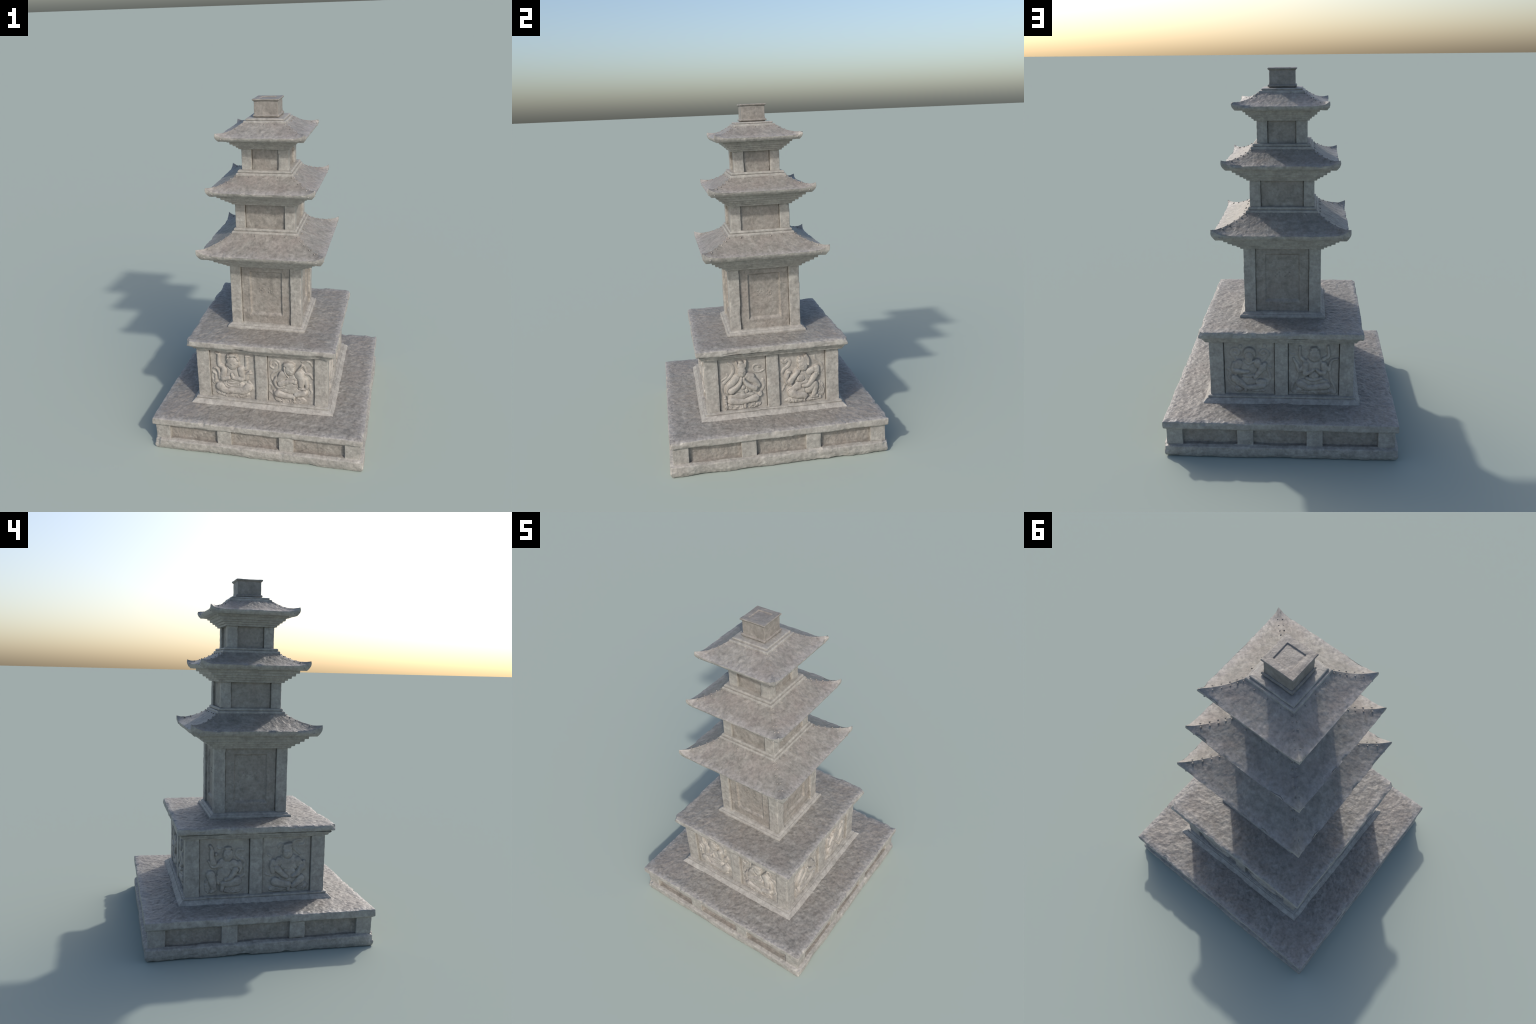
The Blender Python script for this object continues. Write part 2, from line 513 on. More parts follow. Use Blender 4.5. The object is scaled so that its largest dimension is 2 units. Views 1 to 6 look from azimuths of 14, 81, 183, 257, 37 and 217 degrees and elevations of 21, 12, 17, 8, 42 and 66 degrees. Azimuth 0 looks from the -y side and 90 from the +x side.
def seated_bearer(c):
    c.blob('cloud_seat', 109, 304, 82, 19, 0.12, 0.28)
    c.blob('cloud_seat', 245, 254, 32, 57, 0.08, 0.2)
    c.limb('cloud_seat', [(174, 307), (246, 301)], 15, 13, 0.12, 0.26)
    c.blob('torso', 142, 163, 56, 66, 0.22, 0.38)
    c.blob('torso', 154, 203, 45, 25, 0.42, 0.32)
    c.blob('torso', 129, 165, 28, 23, 0.5, 0.28)
    c.limb('leg', [(110, 217), (68, 245)], 29, 26, 0.28, 0.4)
    c.limb('leg', [(74, 257), (104, 272), (154, 280)], 28, 19, 0.36, 0.46)
    c.blob('leg', 152, 289, 14, 16, 0.36, 0.36)
    c.blob('leg', 144, 248, 56, 25, 0.25, 0.3)
    c.limb('leg#2', [(178, 245), (212, 209), (220, 228), (208, 277)], 24, 17, 0.34, 0.5)
    c.limb('leg#2', [(227, 289), (195, 289)], 13, 11, 0.36, 0.36)
    c.blob('head', 143, 87, 31, 35, 0.52, 0.46)
    c.blob('head', 146, 57, 36, 33, 0.48, 0.38)
    c.limb('head', [(165, 27), (177, 48), (179, 80)], 13, 10, 0.45, 0.34)
    c.blob('head', 126, 36, 12, 13, 0.48, 0.34)
    c.limb('arm', [(53, 122), (44, 149), (44, 181), (67, 202)], 15, 13, 0.22, 0.4)
    c.limb('arm', [(66, 178), (86, 153), (108, 125)], 20, 15, 0.5, 0.46)
    c.blob('arm', 110, 120, 19, 19, 0.5, 0.36)
    c.blob('arm', 61, 121, 14, 10, 0.4, 0.3)
    c.limb('arm#2', [(186, 127), (223, 110)], 22, 20, 0.3, 0.4)
    c.limb('arm#2', [(230, 106), (230, 145)], 18, 18, 0.36, 0.42)
    c.limb('arm#2', [(218, 156), (195, 188), (175, 212), (145, 215)], 19, 12, 0.52, 0.46)
    c.limb('scarf', [(178, 115), (164, 148), (168, 172)], 12, 9, 0.5, 0.26)
    c.limb('scarf#2', [(20, 47), (35, 58), (53, 44), (67, 53), (60, 80), (29, 104), (17, 133), (31, 149)], 10, 10, 0.08, 0.22)
    c.limb('scarf#3', [(221, 33), (223, 56), (254, 82), (266, 111), (257, 136)], 8, 9, 0.05, 0.18)
    c.limb('scarf#4', [(33, 202), (16, 235)], 8, 7, 0.05, 0.18)

def hooded_guardian(c):
    c.blob('cloud_seat', 79, 293, 28, 20, 0.12, 0.28)
    c.blob('cloud_seat', 186, 300, 45, 14, 0.12, 0.26)
    c.blob('torso', 137, 160, 55, 67, 0.25, 0.4)
    c.limb('torso', [(110, 204), (138, 209), (167, 203)], 11, 11, 0.4, 0.3)
    c.blob('leg', 134, 238, 58, 28, 0.26, 0.34)
    c.limb('leg', [(59, 225), (92, 255), (118, 278)], 24, 15, 0.36, 0.48)
    c.limb('leg', [(121, 275), (118, 301)], 13, 10, 0.36, 0.38)
    c.limb('leg#2', [(220, 269), (179, 275), (139, 281)], 17, 17, 0.36, 0.46)
    c.blob('leg#2', 208, 249, 33, 23, 0.28, 0.32)
    c.blob('head', 143, 68, 37, 40, 0.42, 0.36)
    c.blob('head', 141, 90, 24, 32, 0.55, 0.44)
    c.limb('head', [(120, 109), (128, 123), (144, 128), (166, 113)], 9, 9, 0.5, 0.3)
    c.limb('arm', [(84, 128), (69, 163)], 23, 20, 0.3, 0.42)
    c.limb('arm', [(65, 176), (102, 180), (135, 179)], 17, 11, 0.5, 0.42)
    c.limb('arm', [(55, 133), (48, 165), (64, 194)], 14, 13, 0.22, 0.36)
    c.limb('arm#2', [(186, 120), (198, 143)], 23, 21, 0.3, 0.42)
    c.limb('arm#2', [(218, 147), (201, 180), (174, 214)], 20, 13, 0.42, 0.46)
    c.limb('arm#2', [(228, 135), (223, 161)], 16, 16, 0.3, 0.38)
    c.limb('scarf', [(66, 121), (52, 89), (36, 66), (49, 43), (74, 44), (84, 65), (71, 78), (54, 69)], 10, 9, 0.08, 0.22)
    c.blob('scarf', 91, 28, 12, 14, 0.06, 0.16)
    c.limb('scarf#2', [(217, 117), (240, 91), (251, 68), (228, 47), (205, 57), (207, 73), (228, 71)], 9, 9, 0.08, 0.22)
    c.blob('scarf#2', 228, 22, 12, 13, 0.06, 0.16)
    c.limb('scarf#3', [(20, 168), (34, 186), (23, 221), (34, 249), (54, 267)], 11, 9, 0.06, 0.2)
    c.limb('scarf#4', [(261, 158), (243, 151), (249, 184), (259, 218), (241, 260)], 7, 10, 0.06, 0.2)

def six_armed_guardian(c):
    c.blob('cloud_seat', 142, 301, 113, 18, 0.12, 0.26)
    c.blob('torso', 144, 140, 59, 60, 0.26, 0.4)
    c.blob('torso', 142, 200, 30, 28, 0.42, 0.36)
    c.blob('leg', 138, 244, 89, 30, 0.28, 0.34)
    c.limb('leg', [(64, 254), (91, 270), (109, 279)], 23, 20, 0.38, 0.44)
    c.limb('leg#2', [(216, 263), (163, 272), (109, 277)], 22, 17, 0.4, 0.48)
    c.blob('leg', 60, 288, 23, 15, 0.3, 0.36)
    c.limb('torso', [(103, 214), (138, 227), (185, 213)], 11, 10, 0.5, 0.34)
    c.blob('head', 146, 78, 34, 36, 0.48, 0.48)
    c.blob('head', 145, 51, 31, 20, 0.5, 0.38)
    c.blob('head', 144, 31, 23, 11, 0.5, 0.34)
    c.limb('arm', [(95, 130), (93, 180)], 18, 17, 0.36, 0.44)
    c.limb('arm', [(93, 187), (118, 178), (142, 159)], 16, 9, 0.5, 0.42)
    c.limb('arm#2', [(199, 128), (201, 174)], 18, 17, 0.36, 0.44)
    c.limb('arm#2', [(199, 181), (175, 177), (159, 161)], 16, 10, 0.5, 0.42)
    c.limb('arm#3', [(93, 114), (65, 82), (64, 24)], 13, 8, 0.18, 0.34)
    c.limb('arm#4', [(197, 98), (225, 77), (221, 19)], 13, 9, 0.18, 0.34)
    c.limb('arm#5', [(79, 151), (60, 176), (45, 130), (34, 112), (28, 94)], 13, 7, 0.16, 0.3)
    c.limb('arm#6', [(214, 147), (229, 166), (236, 119), (250, 102), (274, 95)], 12, 6, 0.16, 0.3)
    c.limb('scarf', [(50, 188), (49, 218), (25, 255), (16, 294), (35, 313)], 9, 9, 0.08, 0.22)
    c.limb('scarf#2', [(232, 181), (239, 229), (260, 273), (264, 308), (235, 309)], 9, 9, 0.08, 0.22)
    c.limb('scarf#3', [(4, 63), (15, 74), (34, 73)], 6, 5, 0.05, 0.16)

def warrior_guardian(c):
    c.blob('cloud_seat', 186, 290, 61, 28, 0.12, 0.3)
    c.blob('cloud_seat', 53, 264, 27, 49, 0.1, 0.22)
    c.blob('torso', 153, 154, 61, 49, 0.26, 0.4)
    c.blob('torso', 139, 198, 43, 33, 0.36, 0.36)
    c.blob('leg', 120, 235, 48, 31, 0.24, 0.32)
    c.limb('leg', [(61, 206), (70, 235), (80, 278)], 28, 18, 0.34, 0.5)
    c.limb('leg', [(87, 287), (66, 302)], 14, 11, 0.36, 0.38)
    c.limb('leg#2', [(216, 244), (175, 256), (133, 258)], 27, 18, 0.36, 0.5)
    c.limb('leg#2', [(132, 262), (125, 296)], 15, 11, 0.36, 0.4)
    c.blob('head', 158, 95, 29, 34, 0.52, 0.46)
    c.blob('head', 159, 76, 28, 20, 0.5, 0.38)
    c.blob('head', 158, 54, 24, 11, 0.48, 0.36)
    c.limb('arm', [(110, 148), (75, 157), (51, 126)], 17, 8, 0.26, 0.38)
    c.limb('arm', [(78, 136), (68, 103), (67, 65)], 17, 14, 0.4, 0.46)
    c.limb('arm', [(64, 50), (56, 38)], 11, 9, 0.36, 0.34)
    c.blob('arm', 91, 88, 10, 12, 0.3, 0.3)
    c.limb('arm#2', [(190, 141), (217, 156)], 23, 20, 0.34, 0.4)
    c.limb('arm#2', [(225, 141), (233, 165), (225, 196)], 15, 9, 0.26, 0.38)
    c.limb('arm#2', [(204, 180), (185, 210), (170, 227), (146, 234)], 18, 11, 0.5, 0.44)
    c.limb('scarf', [(246, 68), (216, 67), (207, 91), (225, 114), (253, 128), (257, 150), (246, 165)], 9, 9, 0.07, 0.2)
    c.limb('scarf#2', [(258, 175), (257, 210), (232, 226)], 8, 7, 0.06, 0.18)
    c.limb('scarf#3', [(100, 44), (108, 58), (128, 56)], 6, 5, 0.05, 0.16)

def kneeling_guardian(c):
    c.blob('cloud_seat', 88, 302, 56, 21, 0.12, 0.28)
    c.blob('cloud_seat', 231, 292, 39, 27, 0.1, 0.22)
    c.blob('torso', 151, 152, 70, 54, 0.26, 0.42)
    c.blob('torso', 157, 213, 43, 33, 0.34, 0.36)
    c.blob('leg', 148, 253, 73, 22, 0.24, 0.32)
    c.limb('leg', [(72, 260), (112, 274), (153, 281)], 27, 19, 0.36, 0.5)
    c.limb('leg', [(154, 286), (152, 310)], 14, 11, 0.36, 0.4)
    c.limb('leg#2', [(225, 247), (203, 271), (179, 290)], 25, 16, 0.34, 0.48)
    c.blob('head', 143, 92, 30, 35, 0.52, 0.46)
    c.blob('head', 141, 66, 30, 25, 0.48, 0.38)
    c.limb('head', [(126, 52), (161, 43)], 12, 11, 0.46, 0.34)
    c.limb('arm', [(94, 138), (78, 165)], 23, 21, 0.34, 0.4)
    c.limb('arm', [(81, 183), (111, 213), (139, 235)], 20, 13, 0.48, 0.46)
    c.limb('arm', [(59, 142), (51, 170), (60, 202)], 16, 15, 0.24, 0.38)
    c.limb('arm#2', [(203, 140), (217, 161)], 23, 21, 0.34, 0.4)
    c.limb('arm#2', [(229, 181), (207, 214), (177, 232)], 19, 13, 0.48, 0.46)
    c.limb('arm#2', [(242, 153), (249, 191)], 15, 11, 0.2, 0.32)
    c.limb('scarf', [(178, 58), (180, 32), (196, 24), (223, 21)], 9, 7, 0.07, 0.2)
    c.limb('scarf', [(174, 62), (192, 81), (222, 107)], 9, 7, 0.08, 0.2)
    c.limb('scarf#2', [(217, 53), (242, 49), (249, 28)], 9, 8, 0.06, 0.18)
    c.limb('scarf#3', [(92, 58), (103, 42)], 10, 9, 0.08, 0.18)
    c.limb('scarf#4', [(43, 134), (48, 117), (31, 103)], 9, 8, 0.08, 0.2)
    c.limb('scarf#5', [(16, 214), (41, 225), (75, 223)], 7, 6, 0.05, 0.16)
def face_features(c, cx, cy, w):
    """Brow, nose and mouth as shallow swellings on a head."""
    for dx, dy, rx, ry, h in ((0, 0.05, 0.15, 0.34, 0.10), (-0.40, -0.20, 0.32, 0.12, 0.06), (0.40, -0.20, 0.32, 0.12, 0.06),
                              (0, 0.58, 0.28, 0.10, 0.07), (-0.38, 0.02, 0.2, 0.1, -0.05), (0.38, 0.02, 0.2, 0.1, -0.05),
                              (0, 0.76, 0.25, 0.14, 0.05)):
        q = ((c.x - cx - dx * w) / (rx * w)) ** 2 + ((c.y - cy - dy * w) / (ry * w)) ** 2
        c.h = c.h + h * np.clip(1 - q, 0, 1)


def blur(a, n=1):
    for _ in range(n):
        p = np.pad(a, 1, mode="edge")
        a = (p[:-2, 1:-1] + p[2:, 1:-1] + p[1:-1, :-2] + p[1:-1, 2:] + 2 * p[1:-1, 1:-1]) / 6.0
    return a


RELIEF_DEPTH = 0.0240


def relief_panel(face, u0, u1, z0, z1, depth, figure, head, top, seed):
    store = {}

    def height(U, Z, P):
        mm_x = (U - u0) / (u1 - u0) * 281.5
        mm_y = (top - Z) / (top - z0) * 326.0
        c = Carving(mm_x, mm_y)
        figure(c)
        face_features(c, *head)
        nu = len(np.unique(np.round(U, 6)))
        lumpy = fbm(P, 55.0, 3, shift=seed)
        cloud = np.abs(fbm(P, 75.0, 2, shift=seed + 8))
        for k, lab in enumerate(c.labels):
            if lab.startswith("cloud_seat"):
                c.h = np.where(c.tag == k, c.h + 0.28 * cloud - 0.04, c.h)
            elif lab.startswith(("leg", "torso")):
                fold = np.abs(np.sin(mm_y * 0.42 + 3.5 * fbm(P, 14.0, 2, shift=seed + 4)))
                c.h = np.where(c.tag == k, c.h - 0.035 * fold ** 3 + 0.02, c.h)
        carved = np.clip(c.h / 0.15, 0, 1)
        h = c.h + 0.05 * lumpy * carved + 0.03 * lumpy
        h = blur(h.reshape(-1, nu), 1).ravel()
        store["tag"], store["labels"] = c.tag.reshape(-1, nu), c.labels
        return h * RELIEF_DEPTH + 0.0012 * fbm(P, 9.0, 2, shift=seed + 1)

    v, q, rim, (nz, nu) = face_grid(face, u0, u1, z0, z1, depth, 0.0017, height)
    allq = np.concatenate([q, rim])
    normals = vertex_normals(v, allq)
    # rim corners keep the panel's own front normal
    front = np.array(FACES[face][0], float)
    border = np.unique(rim[:, :2])
    normals[border] = front
    tag = store["tag"]
    qt = tag[:-1, :-1].ravel()

    def piece(name, sel, extra=None, parent=pagoda):
        qq = q[sel] if extra is None else np.concatenate([q[sel], extra])
        used, inv = np.unique(qq, return_inverse=True)
        return add_mesh(name, v[used], inv.reshape(-1, 4), MAT_RELIEF, parent, normals=normals[used])

    panel = piece("relief_panel", qt == 0, rim)
    for k, lab in enumerate(store["labels"]):
        if k and (qt == k).sum() > 8:
            piece(lab.split("#")[0], qt == k, parent=panel)
    return panel


# --------------------------------------------------------------- pedestal ----
square("ground_slab", [(0.56, 0.0), (0.618, 0.0, 0.004), (0.6275, 0.022, 0.006), (0.6275, 0.0625, 0.004), (0.606, 0.0695, 0.0009, 1),
                       (0.57, 0.069, 0, 1)],
       [MAT_STONE, MAT_WALL], rc=0.006, wave=0.005, chip=0.008, rough=0.002, seed=1.0, step=0.0046,
       bites=((-0.628, -0.628, 0.058, 0.055, 0.016), (0.628, 0.628, 0.058, 0.045, 0.013), (-0.62, 0.628, 0.058, 0.035, 0.008),
              (0.625, -0.625, 0.055, 0.03, 0.006), (0.15, -0.628, 0.062, 0.03, 0.006), (-0.25, 0.628, 0.0, 0.03, 0.008), (0.629, 0.2, 0.06, 0.035, 0.006)),
       twist=lambda v: np.column_stack([v[:, :2], np.maximum(v[:, 2], 0.0)]))

LOWER = (0.607, 0.066, 0.166)
MIDDLE = (0.395, 0.249, 0.582)


def post(cx, cy, hx, hy, z0, z1, seed, name="post", rc=0.0035, **k):
    prof = [(-0.012, z0), (0.0, z0, 0.002), (0.0, z1, 0.002), (-0.012, z1)]
    return rect_loft(name, cx, cy, hx, hy, prof, MAT_STONE, rc=rc, pstep=0.004, seed=seed, wave=0.0012, chip=0.004, **k)


def corner_posts(half, width, z0, z1, seed, name="corner_post", **k):
    for i, (sx, sy) in enumerate(((1, -1), (1, 1), (-1, 1), (-1, -1))):
        o = half - width / 2
        post(sx * o, sy * o, width / 2, width / 2, z0, z1, seed + i * 3.1, name, **k)


def side_posts(half, at, width, thick, z0, z1, seed, name="side_post", **k):
    for f, (n, r) in enumerate(FACES):
        for j, u in enumerate(at):
            o = half - thick / 2
            cx, cy = n[0] * o + r[0] * u, n[1] * o + r[1] * u
            hx = thick / 2 if n[0] else width / 2
            hy = thick / 2 if n[1] else width / 2
            post(cx, cy, hx, hy, z0, z1, seed + f * 5.3 + j * 1.7, name, **k)


def wall_panels(half, spans, z0, z1, depth, seed, mat, inner=None, name="wall_panel", rough=0.0016, step=0.003):
    for f in range(4):
        for j, (u0, u1) in enumerate(spans):
            def height(U, Z, P, s=seed + f * 7.7 + j):
                h = rough * fbm(P, 45.0, 4, 0.6, shift=s) + 0.0022 * fbm(P, 8.0, 2, shift=s + 3)
                if inner:
                    iu, iz0, iz1, sink = inner
                    d = np.minimum(np.minimum(iu - np.abs(U), iz1 - Z), (Z - iz0) * 0.55)
                    d = d + 0.0025 * fbm(P, 30.0, 2, shift=s + 6)
                    h = h - sink * np.clip(d / 0.007, 0, 1)
                    lip = np.exp(-((d + 0.004) / 0.004) ** 2)
                    h = h + 0.0012 * lip
                return h
            v, q, rim, _ = face_grid(f, u0, u1, z0, z1, half - depth, step, height)
            add_mesh(name, v, np.concatenate([q, rim]), mat)


corner_posts(0.609, 0.089, LOWER[1], LOWER[2], 20.0)
side_posts(0.609, (-0.185, 0.185), 0.086, 0.07, LOWER[1], LOWER[2], 30.0)
wall_panels(0.607, ((-0.525, -0.222), (-0.148, 0.148), (0.222, 0.525)), 0.060, 0.17, 0.0215, 40.0, MAT_WALL, rough=0.0035)

square("lower_capstone", [(0.57, 0.162), (0.611, 0.1605, 0.004), (0.6250, 0.169, 0.005), (0.6245, 0.2070, 0.0045, 1),
                          (0.600, 0.2112, 0.0009, 1), (0.405, 0.2185, 0, 1)],
       [MAT_STONE, MAT_LOWER_TOP], rc=0.005, wave=0.003, chip=0.008, rough=0.0014, top_rough=0.0032, seed=2.0, step=0.004,
       bites=((-0.31, -0.624, 0.206, 0.022, 0.008), (-0.12, -0.624, 0.206, 0.02, 0.006), (0.40, 0.624, 0.206, 0.022, 0.009),
              (0.59, 0.624, 0.207, 0.03, 0.008), (0.624, -0.05, 0.206, 0.02, 0.007), (0.624, -0.57, 0.206, 0.028, 0.008), (-0.624, 0.2, 0.206, 0.025, 0.006)),
       pstep=0.0036)

square("base_moulding", [(0.42, 0.212), (0.4355, 0.213, 0.002), (0.4350, 0.2185, 0.002), (0.4135, 0.2390, 0.001), (0.4065, 0.2395, 0.0005), (0.4065, 0.2415, 0.0005), (0.4095, 0.2420, 0.001),
                         (0.4090, 0.250, 0.002), (0.395, 0.2525, 0.002), (0.345, 0.2525)],
       MAT_STONE, rc=0.003, wave=0.0012, chip=0.003, rough=0.0008, seed=3.0)
corner_posts(0.396, 0.078, MIDDLE[1], MIDDLE[2], 50.0)
side_posts(0.396, (0.0,), 0.073, 0.06, MIDDLE[1], MIDDLE[2], 60.0)
rect_loft("inner_core", 0, 0, 0, 0, [(0.1, 0.24), (0.350, 0.24), (0.350, 0.60), (0.1, 0.60)], MAT_WALL, step=0.02, pstep=0.02,
          rough=0, chip=0, wave=0)

HEADS = ((142, 77, 33), (142, 92, 32), (140, 86, 30), (147, 84, 31), (142, 92, 26), (146, 80, 34), (158, 92, 29), (141, 92, 30))
FIGURES = (eight_armed_guardian, musician_guardian, praying_guardian, seated_bearer,
           hooded_guardian, six_armed_guardian, warrior_guardian, kneeling_guardian)
for i, fig in enumerate(FIGURES):
    left = i % 2 == 0
    a, b = (-0.3145, -0.0400) if left else (0.0400, 0.3145)
    relief_panel(i // 2, a, b, 0.2515, 0.580, 0.3810, fig, HEADS[i],
                 (0.564, 0.569, 0.566, 0.573)[i // 2], 70.0 + 4.3 * i)

square("upper_capstone", [(0.36, 0.576), (0.414, 0.5765, 0.003), (0.418, 0.586, 0.004), (0.4265, 0.597, 0.003), (0.4265, 0.6045, 0.0008), (0.4200, 0.6050, 0.0004), (0.4200, 0.6075, 0.0004),
                          (0.4410, 0.6080, 0.0035), (0.4450, 0.617, 0.004), (0.4430, 0.6440, 0.0035, 1), (0.425, 0.6468, 0.0009, 1),
                          (0.21, 0.6500, 0, 1)],
       [MAT_STONE, MAT_UPPER_TOP], rc=0.006, wave=0.003, chip=0.008, rough=0.0012, top_rough=0.0030, seed=4.0,
       bites=((-0.443, -0.443, 0.645, 0.032, 0.013), (0.443, 0.443, 0.645, 0.03, 0.011), (0.443, -0.40, 0.645, 0.02, 0.004),
              (-0.05, 0.443, 0.645, 0.03, 0.007), (0.14, 0.443, 0.645, 0.02, 0.005), (-0.443, 0.15, 0.645, 0.02, 0.005)), step=0.0038, pstep=0.0034)

square("body_moulding", [(0.21, 0.646), (0.2395, 0.6465, 0.003), (0.2395, 0.6605, 0.004), (0.232, 0.6675, 0.0015), (0.2265, 0.668, 0.001),
                         (0.2235, 0.674, 0.002), (0.2145, 0.679, 0.001), (0.19, 0.680)],
       MAT_STONE, rc=0.002, wave=0.0006, chip=0.0025, rough=0.0005, seed=5.0)

# ---------------------------------------------------- storeys of the body ----
# half width, post width, z of floor and ceiling
STOREYS = ((0.2135, 0.065, 0.676, 1.054), (0.1752, 0.0595, 1.272, 1.424), (0.1352, 0.0595, 1.609, 1.735))
for k, (half, pw, z0, z1) in enumerate(STOREYS):
    corner_posts(half, pw, z0, z1, 100.0 + 11 * k)
    span = half - pw - 0.0015
    wall_panels(half, ((-span, span),), z0, z1, 0.0140, 130.0 + 9 * k, MAT_WALL,
                inner=(0.096, 0.735, 1.013, 0.009) if k == 0 else None, step=0.0025)
    rect_loft("inner_core", 0, 0, 0, 0, [(0.02, z0), (half - 0.03, z0), (half - 0.03, z1), (0.02, z1)], MAT_WALL, step=0.02,
              pstep=0.03, rough=0, chip=0, wave=0)


def stud_mesh(points, normals, radius, name, parent, mat=MAT_WALL):
    """Small round bosses sunk a little into the surface, joined as one part."""
    ring, rows = 10, 5
    vs, qs = [], []
    for p, n in zip(points, normals):
        n = np.array(n, float) / np.linalg.norm(n)
        t = np.cross(n, (0.3, 0.5, 0.81))
        t /= np.linalg.norm(t)
        b = np.cross(n, t)
        k = sum(len(x) for x in vs)
        rad = radius * rng.uniform(0.85, 1.15)
        lat = np.linspace(-0.35, math.pi / 2 * 0.98, rows)
        ang = np.linspace(0, 2 * math.pi, ring, endpoint=False)
        pts = [p + rad * (math.cos(l) * (math.cos(a) * t + math.sin(a) * b) + 0.85 * math.sin(l) * n) for l in lat for a in ang]
        vs.append(np.array(pts))
        for r in range(rows - 1):
            for c in range(ring):
                qs.append((k + r * ring + c, k + r * ring + (c + 1) % ring, k + (r + 1) * ring + (c + 1) % ring, k + (r + 1) * ring + c))
    ob = add_mesh(name, np.concatenate(vs), np.array(qs), mat, parent)
    ob["kind"] = "stuff"
    return ob


# two quincunxes of bosses on each side of the tall first storey
pts, nrm = [], []
for n, r in FACES:
    n, r = np.array(n, float), np.array(r, float)
    for cu in (-0.028, 0.028):
        for du, dz in ((-1, 1), (1, 1), (0, 0), (-1, -1), (1, -1)):
            pts.append(n * (0.2135 - 0.0140 - 0.0100) + r * (cu + du * 0.0115) + np.array([0, 0, 0.892 + dz * 0.0112]))
            nrm.append(n)
stud_mesh(pts, nrm, 0.0046, "boss", pagoda)


# ------------------------------------------------------------------ roofs ----
class Roof:
    """Roof stone with curved hips and upturned corners.
    hip: (half width, z) along the hip; eave: half width and z of the eave's upper edge at mid side;
    lip: half width and z of its lower edge; tip: how far the corner runs out."""

    def __init__(self, hip, eave, lip, belly, sharp):
        self.hip, self.eave, self.lip, self.belly, self.sharp = hip, eave, lip, belly, sharp
        self.h0 = hip[0][0]
        t = [(h - self.h0) / (hip[-1][0] - self.h0) for h, _ in hip]
        self.poly = np.polyfit(t, [z for _, z in hip], 4)

    def top(self, s, t):
        b = np.abs(s) ** self.sharp
        h_mid = self.h0 + (self.eave[0] - self.h0) * t
        h_hip = self.h0 + (self.hip[-1][0] - self.h0) * t
        z_mid = self.hip[0][1] + (self.eave[1] - self.hip[0][1]) * (t + 0.30 * t * (1 - t))
        z_hip = np.polyval(self.poly, t)
        b2 = np.abs(s) ** (13.0 + (self.sharp - 13.0) * t)
        return h_mid + (h_hip - h_mid) * b, z_mid + (z_hip - z_mid) * b2

    def fascia(self, s, w):
        h1, z1 = self.top(s, np.ones_like(w))
        b = np.abs(s) ** self.sharp
        h = h1 + (self.lip[0] - h1) * w + self.belly * b * np.sin(math.pi * w) + 0.003 * np.sin(math.pi * w)
        return h, z1 + (self.lip[1] - z1) * w

    def point(self, face, s, t):
        h, z = self.top(np.array([s]), np.array([t]))
        n, r = np.array(FACES[face][0], float), np.array(FACES[face][1], float)
        return n * h[0] + r * h[0] * s + np.array([0, 0, z[0]])

    def build(self, seed, mats):
        half = self.eave[0]
        s = side_positions(2 * half, 0.0033, 0.004)
        nt = int((half - self.h0) / 0.0030)
        ts = np.concatenate([[-0.12], np.linspace(0, 0.985, nt), [0.993, 1.0]])
        ws = np.concatenate([[0.03, 0.07], np.linspace(0.13, 0.9, 9), [0.95, 1.0]])
        rows = []
        for t in ts:
            rows.append((*self.top(s, np.full_like(s, t)), 0, math.exp(-((1 - t) * (half - self.h0) / 0.008) ** 2)))
        for w in ws:
            rows.append((*self.fascia(s, np.full_like(s, w)), 1, math.exp(-(w * 0.028 / 0.008) ** 2)))
        for k in (0.004, 0.012, 0.03, 0.06):
            rows.append((np.full_like(s, self.lip[0] - k), np.full_like(s, self.lip[1] + 0.0005), 1, 0.0))
        hh = np.array([r[0] for r in rows])
        zz = np.array([r[1] for r in rows])
        tag = np.array([r[2] for r in rows])
        edge = np.array([r[3] for r in rows])
        v = []
        for f in range(4):
            n, r = np.array(FACES[f][0], float), np.array(FACES[f][1], float)
            v.append(hh[..., None] * n + (hh * s)[..., None] * r + zz[..., None] * np.array([0, 0, 1.0]))
        v = np.concatenate(v, 1)
        nr, nc = v.shape[:2]
        v = v.reshape(-1, 3)
        i, j = np.meshgrid(np.arange(nr - 1), np.arange(nc), indexing="ij")
        j2 = (j + 1) % nc
        q = np.stack([i * nc + j, (i + 1) * nc + j, (i + 1) * nc + j2, i * nc + j2], -1).reshape(-1, 4)
        nm = vertex_normals(v, q)
        up = np.clip((nm[:, 2] - 0.2) / 0.3, 0, 1)
        d = 0.0016 * fbm(v, 9.0, 2, shift=seed) + 0.0012 * fbm(v, 55.0, 3, shift=seed + 3)
        d += up * 0.0018 * fbm(v, 38.0, 4, 0.6, shift=seed + 6)
        w = np.repeat(edge, nc)
        d -= w * (0.0065 * np.clip(fbm(v, 24.0, 3, shift=seed + 9) - 0.05, 0, 1) + 0.022 * np.clip(fbm(v, 13.0, 2, shift=seed + 12) - 0.32, 0, 1))
        v = v + nm * d[:, None]
        mi = np.repeat(tag[1:], nc)
        return add_mesh("roof_stone", v, q, mats, pagoda, mi)


def stepped(levels, top, slant=0.002, r=0.0018):
    """Corbel courses under an eave, widest on top: (half width, z of underside)."""
    prof = [(levels[-1][0] - 0.035, levels[-1][1])]
    for i in range(len(levels) - 1, -1, -1):
        h, z = levels[i]
        zt = levels[i - 1][1] if i else top
        prof += [(h + 0.0022 - slant * 0.5, z - 0.0006, r), (h + 0.0022 + slant * 0.5, zt - 0.0006, 0.0006)]
    prof.append((levels[0][0] - 0.03, top + 0.001))
    return prof


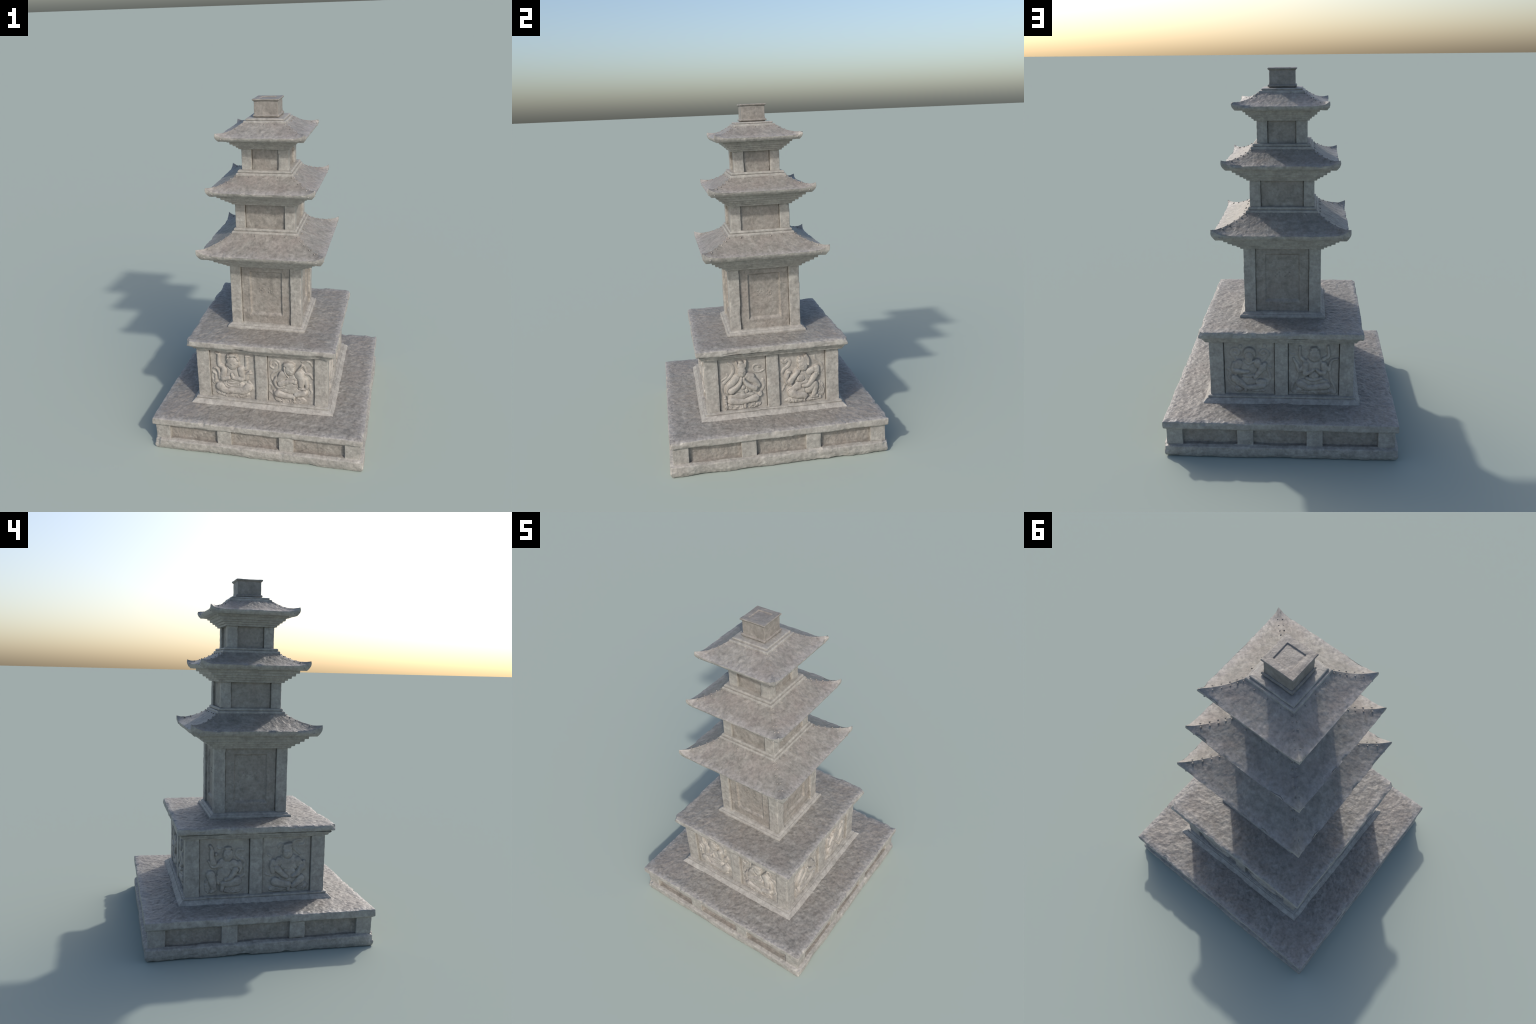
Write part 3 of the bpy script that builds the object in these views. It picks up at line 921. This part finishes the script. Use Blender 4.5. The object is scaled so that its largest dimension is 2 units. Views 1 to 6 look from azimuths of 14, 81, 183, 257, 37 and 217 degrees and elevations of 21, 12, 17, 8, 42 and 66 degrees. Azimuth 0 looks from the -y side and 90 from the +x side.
ROOFS = (
    dict(roof=Roof(((0.1955, 1.2465), (0.2086, 1.2357), (0.2295, 1.2234), (0.2585, 1.2093), (0.2911, 1.1970), (0.3250, 1.1910), (0.3665, 1.1960)),
                   (0.3635, 1.1585), (0.3455, 1.1300), 0.006, 10.0),
         courses=((0.308, 1.1105), (0.288, 1.0935), (0.267, 1.0790), (0.245, 1.0650), (0.227, 1.0505)), under=1.1325,
         crown=[(0.185, 1.235), (0.1970, 1.236, 0.001), (0.1965, 1.2530, 0.004), (0.1925, 1.2580, 0.002), (0.1820, 1.2585, 0.0005),
                (0.1822, 1.2605, 0.0005), (0.1855, 1.2612, 0.001), (0.1845, 1.2705, 0.003), (0.180, 1.2745, 0.002), (0.15, 1.2745)],
         row=(-0.125, -0.053, 0.053, 0.125)),
    dict(roof=Roof(((0.1640, 1.5850), (0.1771, 1.5736), (0.1958, 1.5625), (0.2205, 1.5530), (0.2410, 1.5435), (0.2700, 1.5400), (0.3070, 1.5465)),
                   (0.3075, 1.5155), (0.2895, 1.4910), 0.006, 10.0),
         courses=((0.2567, 1.4745), (0.239, 1.4587), (0.2205, 1.4447), (0.2027, 1.4330), (0.1886, 1.4197)), under=1.4935,
         crown=[(0.155, 1.575), (0.1660, 1.576, 0.001), (0.1655, 1.5915, 0.004), (0.1625, 1.5970, 0.002), (0.1530, 1.5975, 0.0005),
                (0.1532, 1.5993, 0.0005), (0.1565, 1.6000, 0.001), (0.1555, 1.6085, 0.003), (0.151, 1.6118, 0.002), (0.11, 1.6118)],
         row=(-0.083, 0.0, 0.083)),
    dict(roof=Roof(((0.1220, 1.8735), (0.1377, 1.8660), (0.1525, 1.8550), (0.1712, 1.8450), (0.1968, 1.8370), (0.2250, 1.8335), (0.2505, 1.8365)),
                   (0.2495, 1.8125), (0.2375, 1.7905), 0.005, 10.0),
         courses=((0.1986, 1.7800), (0.185, 1.7652), (0.171, 1.7537), (0.157, 1.7425), (0.146, 1.7314)), under=1.793,
         crown=[(0.112, 1.864), (0.1225, 1.865, 0.001), (0.122, 1.8800, 0.004), (0.1185, 1.8848, 0.002), (0.1070, 1.8852, 0.0005),
                (0.1072, 1.8870, 0.0005), (0.110, 1.8876, 0.001), (0.1093, 1.8935, 0.003), (0.106, 1.8962, 0.002), (0.06, 1.8965)],
         row=(-0.063, 0.0, 0.063)),
)
for k, spec in enumerate(ROOFS):
    rf = spec["roof"]
    stone = rf.build(200.0 + 13 * k, [MAT_ROOF[k], MAT_STONE])
    square("eave_corbel", stepped(spec["courses"], spec["under"]), MAT_STONE, rc=0.002, wave=0.0004, chip=0.0018, rough=0.0005,
           seed=240.0 + 7 * k, pstep=0.0034, step=0.0044, parent=stone)
    square("crown_moulding", spec["crown"], MAT_STONE, rc=0.002, wave=0.0004, chip=0.002, rough=0.0005, seed=260.0 + 7 * k, parent=stone)
    pts, nrm = [], []
    for f in range(4):
        n, r = np.array(FACES[f][0], float), np.array(FACES[f][1], float)
        for u in spec["row"]:
            t = 0.075
            h = rf.h0 + (rf.eave[0] - rf.h0) * t
            pts.append(rf.point(f, u / h, t) + np.array([0, 0, 0.0005]))
            nrm.append(0.45 * n + np.array([0, 0, 1]))
        for t in (0.06, 0.19, 0.35, 0.54, 0.74):
            for sg in (-1, 1):
                h = rf.h0 + (rf.hip[-1][0] - rf.h0) * t
                s = sg * (1 - (0.011 + 0.004 * t) / h)
                pts.append(rf.point(f, s, t) + np.array([0, 0, 0.0008]))
                nrm.append(0.4 * n + np.array([0, 0, 1]))
        for sg in (-1, 1):
            s = np.array([sg * 0.895])
            h, z = rf.fascia(s, np.array([0.55]))
            pts.append(n * h[0] + r * h[0] * s[0] + np.array([0, 0, z[0]]))
            nrm.append(n - np.array([0, 0, 0.3]))
    stud_mesh(pts, nrm, (0.0050, 0.0045, 0.0034)[k], "boss", stone, MAT_ROOF[k])

# ----------------------------------------------------------------- finial ----
square("finial_base", [(0.03, 1.8965), (0.068, 1.8970), (0.070, 1.9000, 0.0005), (0.0770, 1.9010, 0.002), (0.0770, 1.9100, 0.003), (0.0715, 1.9140, 0.001),
                       (0.03, 1.9150)],
       MAT_FINIAL, rc=0.003, wave=0.0008, chip=0.002, rough=0.0006, seed=300.0, step=0.003, pstep=0.002)
square("finial_block", [(0.03, 1.911), (0.0690, 1.911), (0.0690, 1.990), (0.03, 1.990)], MAT_FINIAL, rc=0.003, wave=0.002, chip=0.002,
       rough=0.0008, seed=310.0, step=0.003)
square("finial_cap", [(0.04, 1.9840), (0.0695, 1.9845, 0.001), (0.0725, 1.9880, 0.002), (0.0765, 1.9910, 0.002), (0.0768, 1.9965, 0.002),
                      (0.0745, 1.9990, 0.001), (0.0445, 1.9988, 0.001), (0.0415, 1.9935, 0.001), (0.010, 1.9942), (0.0005, 1.9942)],
       MAT_FINIAL, rc=0.0025, wave=0.0006, chip=0.002, rough=0.0006, top_rough=0.0005, seed=320.0, step=0.0025, pstep=0.002)
